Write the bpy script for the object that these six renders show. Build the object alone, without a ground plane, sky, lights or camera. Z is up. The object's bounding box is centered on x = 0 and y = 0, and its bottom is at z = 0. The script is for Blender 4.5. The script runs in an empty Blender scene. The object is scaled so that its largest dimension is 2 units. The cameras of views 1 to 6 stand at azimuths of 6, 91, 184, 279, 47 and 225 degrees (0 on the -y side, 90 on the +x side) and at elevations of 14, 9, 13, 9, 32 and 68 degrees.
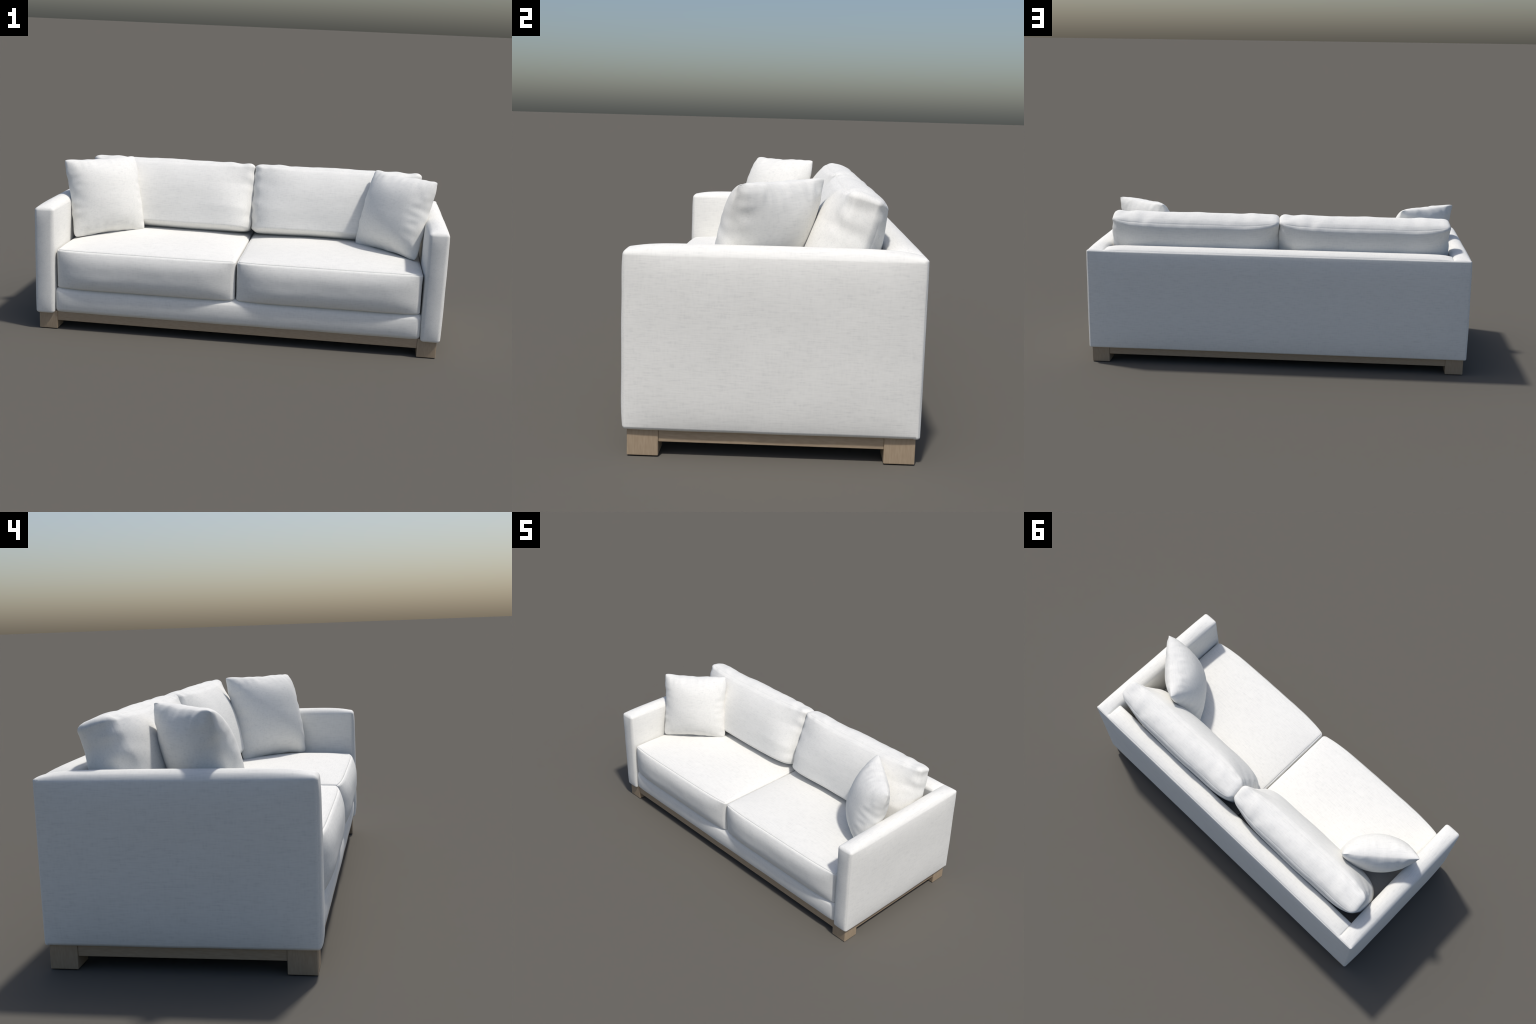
"""Two-seat white linen sofa: boxy arms, loose cushions, two throw pillows, oak plinth."""
import bpy, math
import numpy as np
from mathutils import Matrix, Vector, noise

# ------------------------------------------------------------------ helpers
def axis_samples(half, r, n, extra=()):
    """Parameter stations across one axis: dense in the rounded edge bands."""
    core = half - r
    inside = np.linspace(-core, core, n)
    band = core + r * np.tan(np.linspace(0, 1, 10)[1:] * math.pi / 4)
    vals = list(inside) + list(band) + list(-band)
    for e in extra:                       # stations either side of a seam groove
        for k in (-3, -2, -1, 0, 1, 2, 3):
            q = core - e + k * 0.0009
            vals += [q, -q]
    vals = np.array(sorted(set(np.round(vals, 6))))
    keep = [vals[0]]
    for q in vals[1:]:
        if q - keep[-1] > 0.0004:
            keep.append(q)
    return np.array(keep)


def box_surface(ax, ay, az):
    """All quads of a box whose axes are sampled at ax, ay, az (shared vertices)."""
    axes = (ax, ay, az)
    index, pts, quads = {}, [], []

    def vid(i, j, k):
        key = (i, j, k)
        if key not in index:
            index[key] = len(pts)
            pts.append((ax[i], ay[j], az[k]))
        return index[key]

    for a in range(3):
        b, c = (a + 1) % 3, (a + 2) % 3
        for side in (0, len(axes[a]) - 1):
            for i in range(len(axes[b]) - 1):
                for j in range(len(axes[c]) - 1):
                    ring = []
                    for di, dj in ((0, 0), (1, 0), (1, 1), (0, 1)):
                        t = [0, 0, 0]
                        t[a], t[b], t[c] = side, i + di, j + dj
                        ring.append(vid(*t))
                    quads.append(ring if side else ring[::-1])
    return np.array(pts), quads


def bell(t, p=2.0, q=1.0):
    return np.clip(1 - np.abs(t) ** p, 0, 1) ** q


def fbm(P, scale, seed):
    s = np.array(scale)
    off = Vector((seed * 13.7, seed * 5.1, seed * 9.3))
    return np.array([noise.noise(Vector(p * s) + off) for p in P])


def make_mesh(name, pts, quads, mat, smooth=True):
    me = bpy.data.meshes.new(name)
    me.from_pydata([tuple(p) for p in pts], [], quads)
    me.materials.append(mat)
    if smooth:
        me.polygons.foreach_set("use_smooth", [True] * len(me.polygons))
    me.update()
    return me


def add(name, me, parent=None, matrix=None):
    ob = bpy.data.objects.new(name, me)
    bpy.context.scene.collection.objects.link(ob)
    if parent:
        ob.parent = parent
    if matrix is not None:
        ob.matrix_local = matrix
    return ob


def soft_box(half, r, n, bulge, extra=((), (), ()), detail=None, tight_rear=False):
    """Rounded upholstered block with edge radii r (one, or one per axis).
    bulge(c) -> offset, c in [-1,1]^3; detail(P, c, nrm) -> offset along the normal.
    tight_rear squares off the edges round the +y face."""
    half = np.array(half, float)
    rv = np.ones(3) * np.array(r, float)
    P, quads = box_surface(*[axis_samples(half[a], rv[a], n[a], extra[a]) for a in range(3)])
    inner = np.clip(P, -(half - rv), half - rv)
    d = (P - inner) / rv
    power = np.full(len(P), 2.0)
    if tight_rear:
        power = np.where(d[:, 1] > 0, 2.0 + 1.6 * np.clip(d[:, 1] * 3, 0, 1), 2.0)
    norm = (np.abs(d) ** power[:, None]).sum(1) ** (1 / power)
    dn = d / norm[:, None]
    Q = inner + rv * dn
    nrm = dn / rv
    nrm /= np.linalg.norm(nrm, axis=1)[:, None]
    c = Q / half
    Q = Q + bulge(c)
    if detail is not None:
        Q = Q + nrm * detail(P, c, nrm)[:, None]
    return Q, quads


def groove(dist, width=0.0022, depth=0.0025):
    return -depth * np.exp(-(dist / width) ** 2)


def rim_distance(P, half, axis, sign=1):
    """Distance (in block coordinates) to the edge loop round one face of the block."""
    side = [a for a in range(3) if a != axis]
    face = half[axis] - sign * P[:, axis]
    lateral = np.min([half[a] - np.abs(P[:, a]) for a in side], axis=0)
    return np.maximum(face, lateral)


# ------------------------------------------------------------------ materials
def new_material(name):
    m = bpy.data.materials.new(name)
    m.use_nodes = True
    nt = m.node_tree
    bsdf = nt.nodes["Principled BSDF"]
    return m, nt, bsdf


def linen(name, run_axis, tone=(0.775, 0.769, 0.735)):
    """White slub linen: long faint threads along run_axis, short ones across."""
    m, nt, bsdf = new_material(name)
    N, L = nt.nodes.new, nt.links.new
    tc = N("ShaderNodeTexCoord")

    def threads(scale, detail, rough):
        mp = N("ShaderNodeMapping")
        mp.inputs["Scale"].default_value = scale
        L(tc.outputs["Object"], mp.inputs["Vector"])
        t = N("ShaderNodeTexNoise")
        t.inputs["Scale"].default_value = 1.0
        t.inputs["Detail"].default_value = detail
        t.inputs["Roughness"].default_value = rough
        L(mp.outputs["Vector"], t.inputs["Vector"])
        return t.outputs["Fac"]

    other = 1 if run_axis == 0 else 0
    s1 = [260.0, 260.0, 260.0]; s1[run_axis] = 26.0
    s2 = [75.0, 75.0, 75.0]; s2[run_axis] = 16.0
    s3 = [45.0, 45.0, 45.0]; s3[run_axis] = 170.0
    warp, slub, weft = threads(s1, 2, 0.5), threads(s2, 2, 0.5), threads(s3, 2, 0.5)

    def math_node(op, a, b):
        x = N("ShaderNodeMath"); x.operation = op
        for i, v in enumerate((a, b)):
            if isinstance(v, (int, float)):
                x.inputs[i].default_value = v
            else:
                L(v, x.inputs[i])
        return x.outputs[0]

    mix = math_node("ADD", math_node("MULTIPLY", warp, 0.54),
                    math_node("ADD", math_node("MULTIPLY", slub, 0.17), math_node("MULTIPLY", weft, 0.29)))
    ramp = N("ShaderNodeValToRGB")
    e = ramp.color_ramp.elements
    dark = [v * f for v, f in zip(tone, (0.895, 0.899, 0.906))]
    light = [min(v * 1.04, 1) for v in tone]
    e[0].position, e[0].color = 0.30, (*dark, 1)
    e[1].position, e[1].color = 0.62, (*light, 1)
    mid = ramp.color_ramp.elements.new(0.47)
    mid.color = (*tone, 1)
    L(mix, ramp.inputs["Fac"])
    L(ramp.outputs["Color"], bsdf.inputs["Base Color"])
    bsdf.inputs["Roughness"].default_value = 0.9
    bsdf.inputs["Specular IOR Level"].default_value = 0.25
    bump = N("ShaderNodeBump")
    bump.inputs["Strength"].default_value = 0.12
    bump.inputs["Distance"].default_value = 0.002
    L(mix, bump.inputs["Height"])
    L(bump.outputs["Normal"], bsdf.inputs["Normal"])
    return m


def oak(name, run_axis):
    """Pale washed oak with fine straight grain along run_axis."""
    m, nt, bsdf = new_material(name)
    N, L = nt.nodes.new, nt.links.new
    tc = N("ShaderNodeTexCoord")
    mp = N("ShaderNodeMapping")
    s = [230.0, 230.0, 230.0]; s[run_axis] = 40.0
    mp.inputs["Scale"].default_value = s
    L(tc.outputs["Object"], mp.inputs["Vector"])
    t = N("ShaderNodeTexNoise")
    t.inputs["Scale"].default_value = 1.0
    t.inputs["Detail"].default_value = 3.0
    L(mp.outputs["Vector"], t.inputs["Vector"])
    ramp = N("ShaderNodeValToRGB")
    e = ramp.color_ramp.elements
    e[0].position, e[0].color = 0.25, (0.335, 0.252, 0.170, 1)
    e[1].position, e[1].color = 0.75, (0.405, 0.315, 0.218, 1)
    L(t.outputs["Fac"], ramp.inputs["Fac"])
    L(ramp.outputs["Color"], bsdf.inputs["Base Color"])
    bsdf.inputs["Roughness"].default_value = 0.6
    bsdf.inputs["Specular IOR Level"].default_value = 0.3
    bump = N("ShaderNodeBump")
    bump.inputs["Strength"].default_value = 0.12
    bump.inputs["Distance"].default_value = 0.001
    L(t.outputs["Fac"], bump.inputs["Height"])
    L(bump.outputs["Normal"], bsdf.inputs["Normal"])
    return m


def dark_cloth(name):
    m, nt, bsdf = new_material(name)
    N, L = nt.nodes.new, nt.links.new
    t = N("ShaderNodeTexNoise"); t.inputs["Scale"].default_value = 300
    ramp = N("ShaderNodeValToRGB")
    ramp.color_ramp.elements[0].color = (0.02, 0.02, 0.02, 1)
    ramp.color_ramp.elements[1].color = (0.05, 0.05, 0.05, 1)
    L(t.outputs["Fac"], ramp.inputs["Fac"])
    L(ramp.outputs["Color"], bsdf.inputs["Base Color"])
    bsdf.inputs["Roughness"].default_value = 1.0
    return m


LINEN_X = linen("white_linen_lengthwise", 0)
LINEN_Y = linen("white_linen_depthwise", 1)
OAK_X, OAK_Y, OAK_Z = oak("oak_lengthwise", 0), oak("oak_depthwise", 1), oak("oak_upright", 2)
DUST = dark_cloth("black_dust_cloth")

# ------------------------------------------------------------------ the sofa
sofa = bpy.data.objects.new("sofa", None)
bpy.context.scene.collection.objects.link(sofa)
sofa["label"] = "white linen two-seat sofa with boxy arms and oak base"
sofa["category"] = "sofa"

FABRIC_BOTTOM, ARM_TOP = 0.079, 0.607
ARM_IN, ARM_OUT = 0.894, 0.987
FRONT, BACK = -0.426, 0.437


# --- arms
def build_arm():
    half = ((ARM_OUT - ARM_IN) / 2, (BACK - FRONT) / 2, (ARM_TOP - FABRIC_BOTTOM) / 2)

    def bulge(c):
        x, y, z = c.T
        o = np.zeros_like(c)
        o[:, 0] = np.where(x > 0, 0.0125, -0.008) * np.abs(x) * bell(y, 6) * bell(z, 6)
        o[:, 2] = np.where(z > 0, 0.0185, -0.002) * np.abs(z) * bell(x, 2) * bell(y, 8)
        o[:, 1] = np.where(y < 0, -0.008, 0.0) * np.abs(y) * bell(x, 2) * bell(z, 8)
        return o

    hy, hz = half[1], half[2]
    r = (0.016, 0.012, 0.013)

    def detail(P, c, nrm):
        g = groove(rim_distance(P, half, 0), 0.002, 0.0008) * (P[:, 1] < -hy + 0.03) * (np.abs(P[:, 2]) < hz - 0.03)
        lump = 0.0012 * fbm(P, (14, 9, 9), 1)
        return g + lump

    return soft_box(half, r, (9, 44, 30), bulge, detail=detail, tight_rear=True)


arm_pts, arm_quads = build_arm()
for side in (1, -1):
    pts, quads = arm_pts.copy(), arm_quads
    if side < 0:                                  # mirrored upholstery
        pts[:, 0] *= -1
        quads = [q[::-1] for q in quads]
    add("arm", make_mesh("arm", pts, quads, LINEN_Y), sofa,
        Matrix.Translation((side * (ARM_IN + ARM_OUT) / 2, (FRONT + BACK) / 2, (FABRIC_BOTTOM + ARM_TOP) / 2)))

# --- backrest block between the arms
half = (0.900, 0.0515, 0.2635)


def back_bulge(c):
    x, y, z = c.T
    o = np.zeros_like(c)
    o[:, 2] = np.where(z > 0, 0.018, 0) * np.abs(z) * bell(y, 2) * bell(x, 30)
    o[:, 1] = np.where(y < 0, -0.010, 0) * np.abs(y) * bell(x, 8) * bell(z, 4)
    return o


pts, quads = soft_box(half, (0.010, 0.012, 0.013), (60, 8, 24), back_bulge, tight_rear=True, detail=lambda P, c, n: 0.0005 * fbm(P, (8, 8, 8), 3))
add("backrest", make_mesh("backrest", pts, quads, LINEN_X), sofa, Matrix.Translation((0, 0.3853, 0.343)))

# --- outer back panel, stretched over the whole rear
half = (0.985, 0.012, 0.2635)


def panel_bulge(c):
    x, y, z = c.T
    o = np.zeros_like(c)
    o[:, 1] = np.where(y > 0, 0.0105, 0) * np.abs(y) * bell(x, 12) * bell(z, 6)
    return o


pts, quads = soft_box(half, (0.008, 0.008, 0.008), (80, 4, 36), panel_bulge, detail=lambda P, c, n: 0.0008 * fbm(P, (6, 6, 6), 5))
add("back_panel", make_mesh("back_panel", pts, quads, LINEN_X), sofa, Matrix.Translation((0, 0.4268, 0.343)))

# --- upholstered front rail below the seat
half = (0.896, 0.07, 0.0655)


def rail_bulge(c):
    x, y, z = c.T
    o = np.zeros_like(c)
    o[:, 1] = np.where(y < 0, -0.014, 0) * np.abs(y) * bell(z, 2.2) * bell(x, 30)
    o[:, 2] = np.where(z > 0, 0.006, -0.002) * np.abs(z) * bell(y, 2) * bell(x, 20)
    return o


pts, quads = soft_box(half, 0.026, (70, 10, 10), rail_bulge, detail=lambda P, c, n: 0.0015 * fbm(P, (6, 9, 9), 7))
add("front_rail", make_mesh("front_rail", pts, quads, LINEN_X), sofa, Matrix.Translation((0, -0.345, 0.1455)))

# --- deck carrying the seat cushions, with the dust cloth underneath
pts, quads = soft_box((0.893, 0.33, 0.05), 0.01, (10, 10, 4), lambda c: np.zeros_like(c))
add("seat_deck", make_mesh("seat_deck", pts, quads, LINEN_X), sofa, Matrix.Translation((0, 0.03, 0.155)))
pts, quads = soft_box((0.93, 0.37, 0.012), 0.004, (4, 4, 2), lambda c: np.zeros_like(c))
add("dust_cover", make_mesh("dust_cover", pts, quads, DUST), sofa, Matrix.Translation((0, 0.008, 0.092)))


# --- loose seat cushions
SEAT = (0.4395, 0.372, 0.0985)


def build_seat(seed):
    rv = (0.022, 0.013, 0.012)

    def bulge(c):
        x, y, z = c.T
        o = np.zeros_like(c)
        o[:, 2] = np.where(z > 0, 0.028, -0.003) * np.abs(z) ** 1.5 * bell(x, 4) * bell(y, 6) * (1 - 0.4 * np.clip(y, 0, 1))
        o[:, 1] = np.where(y < 0, -0.026, 0.004) * np.abs(y) ** 1.5 * bell(x, 6) * bell(z, 3)
        o[:, 0] = 0.004 * x * bell(y, 4) * bell(z, 2)
        # the front edge seam bows forward a little with the filling
        o[:, 1] += np.where(y < 0, -0.014, 0) * np.abs(y) ** 3 * bell(x, 5)
        return o

    def detail(P, c, nrm):
        seam = groove(rim_distance(P, SEAT, 2), 0.0024, 0.0030)
        low = groove(rim_distance(P, SEAT, 2, -1), 0.0024, 0.0015)
        lump = 0.0020 * fbm(P, (5, 6, 7), seed) + 0.0007 * fbm(P, (22, 22, 22), seed + 1)
        return seam + low + lump

    return soft_box(SEAT, rv, (60, 46, 18), bulge, detail=detail)


seat_pts, seat_quads = build_seat(11)
seat_mesh = make_mesh("seat_cushion", seat_pts, seat_quads, LINEN_X)
for side in (-1, 1):
    add("seat_cushion", seat_mesh, sofa, Matrix.Translation((side * 0.4435, -0.040, 0.3065)))

# --- loose back cushions, box shaped, leaning on the backrest
BACKC = (0.438, 0.054, 0.178)
LEAN = math.radians(17.0)


def build_back_cushion(seed):
    hx, hy, hz = BACKC

    def bulge(c):
        x, y, z = c.T
        o = np.zeros_like(c)
        # fuller towards the end at -x, long taper towards the other end
        across = np.where(x < 0, bell(x, 4.5), bell(x, 2.8))
        low = np.clip(0.5 - 1.4 * z, 0, 1)
        across = across * (1 - low) + bell(x, 9) * low
        rear = np.where(x < 0, bell(x, 8), bell(x, 5))
        front_up = np.where(z > 0, 0.22 + 0.78 * bell(z, 1.9), 0.86 + 0.14 * bell(z, 2.2))
        rear_up = np.where(z > 0, 0.46 + 0.54 * bell(z, 1.6), 0.95 + 0.05 * bell(z, 2))
        o[:, 1] = np.where(y < 0, -0.076 * across * front_up, 0.056 * rear * rear_up) * np.abs(y)
        # crown of the top gusset, its seams drawn down by the filling
        o[:, 2] = np.where(z > 0, 0.009, -0.013) * np.abs(z) ** 3 * bell(y, 2) * (0.35 + 0.65 * across)
        o[:, 2] += np.where(z > 0, -0.016, 0) * z ** 3 * (np.abs(y) ** 2) * across
        o[:, 0] = 0.009 * x * bell(z, 2) * bell(y, 2)
        # ears of cloth at the upper rear corner
        ear = np.clip(y, 0, 1) ** 2 * np.clip(z, 0, 1) ** 8 * np.clip(x, 0, 1) ** 20
        o[:, 0] += 0.008 * ear
        o[:, 2] += 0.004 * ear
        return o

    def detail(P, c, nrm):
        x, y, z = P.T
        ex, ez = hx - np.abs(x), hz - np.abs(z)
        # puckers that run away from the end and top seams
        end = np.exp(-(ex / 0.05) ** 2)
        top = np.exp(-((hz - z) / 0.03) ** 2)
        puck = 0.0075 * end * fbm(P, (9, 9, 24), seed)
        puck += 0.0055 * top * fbm(P, (19, 22, 12), seed + 1) * (0.35 + 0.65 * np.exp(-((np.abs(x) - 0.32) / 0.13) ** 2))
        soft = 0.006 * fbm(P, (5, 7, 7), seed + 2)
        seam = (groove(rim_distance(P, BACKC, 1), 0.0025, 0.0012) + groove(rim_distance(P, BACKC, 1, -1), 0.0025, 0.0012)) * (0.4 + 0.6 * np.clip(ex / 0.06, 0, 1))
        return puck + soft + seam

    return soft_box(BACKC, (0.038, 0.024, 0.020), (80, 14, 40), bulge, detail=detail)


bc_pts, bc_quads = build_back_cushion(21)
bc_mesh = make_mesh("back_cushion", bc_pts, bc_quads, LINEN_X)
for side in (-1, 1):
    add("back_cushion", bc_mesh, sofa,
        Matrix.Translation((side * 0.4415, 0.221, 0.599)) @ Matrix.Rotation(-LEAN, 4, 'X'))


# --- oak plinth: four block feet and four rails
def block(name, lo, hi, mat, r=0.0025):
    lo, hi = np.array(lo), np.array(hi)
    half = (hi - lo) / 2
    pts, quads = soft_box(half, r, (3, 3, 3), lambda c: np.zeros_like(c))
    add(name, make_mesh(name, pts, quads, mat), sofa, Matrix.Translation(Vector((lo + hi) / 2)))


for sx in (-1, 1):
    for y0, y1 in ((-0.413, -0.321), (0.337, 0.428)):
        x0, x1 = sorted((sx * 0.882, sx * 0.973))
        block("foot", (x0, y0, 0.0), (x1, y1, 0.090), OAK_Z)
    x0, x1 = sorted((sx * 0.94, sx * 0.969))
    block("base_rail", (x0, -0.3215, 0.042), (x1, 0.3375, 0.090), OAK_Y)
block("base_rail", (-0.8825, -0.409, 0.042), (0.8825, -0.384, 0.090), OAK_X)
block("base_rail", (-0.8825, 0.399, 0.042), (0.8825, 0.424, 0.090), OAK_X)

# ------------------------------------------------------------------ throw pillows
PIL = 0.203


def build_pillow(seed, n=72):
    """Knife-edge pillow in its own frame: x along the top edge, z up, y the thickness."""
    s = np.sin(np.linspace(-1, 1, n + 1) * math.pi / 2 * 0.97) / math.sin(math.pi / 2 * 0.97)
    pts, quads, idx = [], [], {}
    for face in (-1, 1):
        for i, u in enumerate(s):
            for j, v in enumerate(s):
                rim = i in (0, n) or j in (0, n)
                key = (0 if rim else face, i, j)
                if key not in idx:
                    idx[key] = len(pts)
                    pts.append((u, v, 0 if rim else face))
        for i in range(n):
            for j in range(n):
                ring = []
                for a, b in ((i, j), (i + 1, j), (i + 1, j + 1), (i, j + 1)):
                    rim = a in (0, n) or b in (0, n)
                    ring.append(idx[(0 if rim else face, a, b)])
                quads.append(ring if face < 0 else ring[::-1])
    A = np.array(pts)
    u, v, f = A.T
    # outline: soft corners stand out, edges pulled in and slightly wavy
    wob = fbm(np.c_[u * 1.0, v * 1.0, f * 0], (5, 5, 1), seed) * 0.005
    k = 1 - 0.045 * np.abs(u * v) ** 11
    X = u * k * PIL * (1 - 0.055 * bell(v, 2)) + wob * np.abs(u) ** 4
    Z = v * k * PIL * (1 - np.where(v > 0, 0.068, 0.05) * bell(u, 2)) + np.roll(wob, 3) * np.abs(v) ** 4
    fill = bell(u, 2.1, .62) * bell(v, 2.1, .62)
    front = bell(u, 2.2, .57) * np.where(v > 0, bell(v, 2.8, .52), bell(v, 2.1, .60))
    Y = np.where(f < 0, -0.118 * front, f * 0.086 * fill)
    W = np.c_[X, Y, Z]
    # puckers fanning from the seams
    near_v = np.exp(-((1 - np.abs(v)) / 0.22) ** 2) * (1 - np.abs(v) ** 8)
    near_u = np.exp(-((1 - np.abs(u)) / 0.22) ** 2) * (1 - np.abs(u) ** 8)
    puck = 0.011 * near_v * fbm(W, (34, 20, 9), seed + 1) + 0.011 * near_u * fbm(W, (9, 20, 34), seed + 2)
    soft = 0.004 * fbm(W, (9, 9, 9), seed + 3) * np.clip(fill * 2, 0, 1)
    W[:, 1] += f * (puck + soft)
    return W, quads


def pillow_matrix(top_a, top_b, bot_a, bot_b):
    """Frame from the four seam corners: a = left as seen from the front."""
    ta, tb, ba, bb = map(Vector, (top_a, top_b, bot_a, bot_b))
    ctr = (ta + tb + ba + bb) / 4
    X = ((tb - ta) + (bb - ba)).normalized()
    Z = ((ta - ba) + (tb - bb)).normalized()
    Y = Z.cross(X).normalized()
    Z = X.cross(Y)
    m = Matrix((X, Y, Z)).transposed().to_4x4()
    m.translation = ctr
    return m


pw, pq = build_pillow(31)
pillow_mesh = make_mesh("throw_pillow", pw, pq, LINEN_X)
right = pillow_matrix((0.642, 0.153, 0.800), (0.932, -0.106, 0.802), (0.564, 0.054, 0.431), (0.859, -0.193, 0.418))
left = pillow_matrix((-0.931, -0.109, 0.802), (-0.642, 0.147, 0.800), (-0.858, -0.195, 0.417), (-0.561, 0.052, 0.429))
for m in (left, right):
    ob = add("throw_pillow", pillow_mesh, None, m)
    ob["label"] = "square white linen throw pillow with knife edges"
    ob["category"] = "throw pillow"
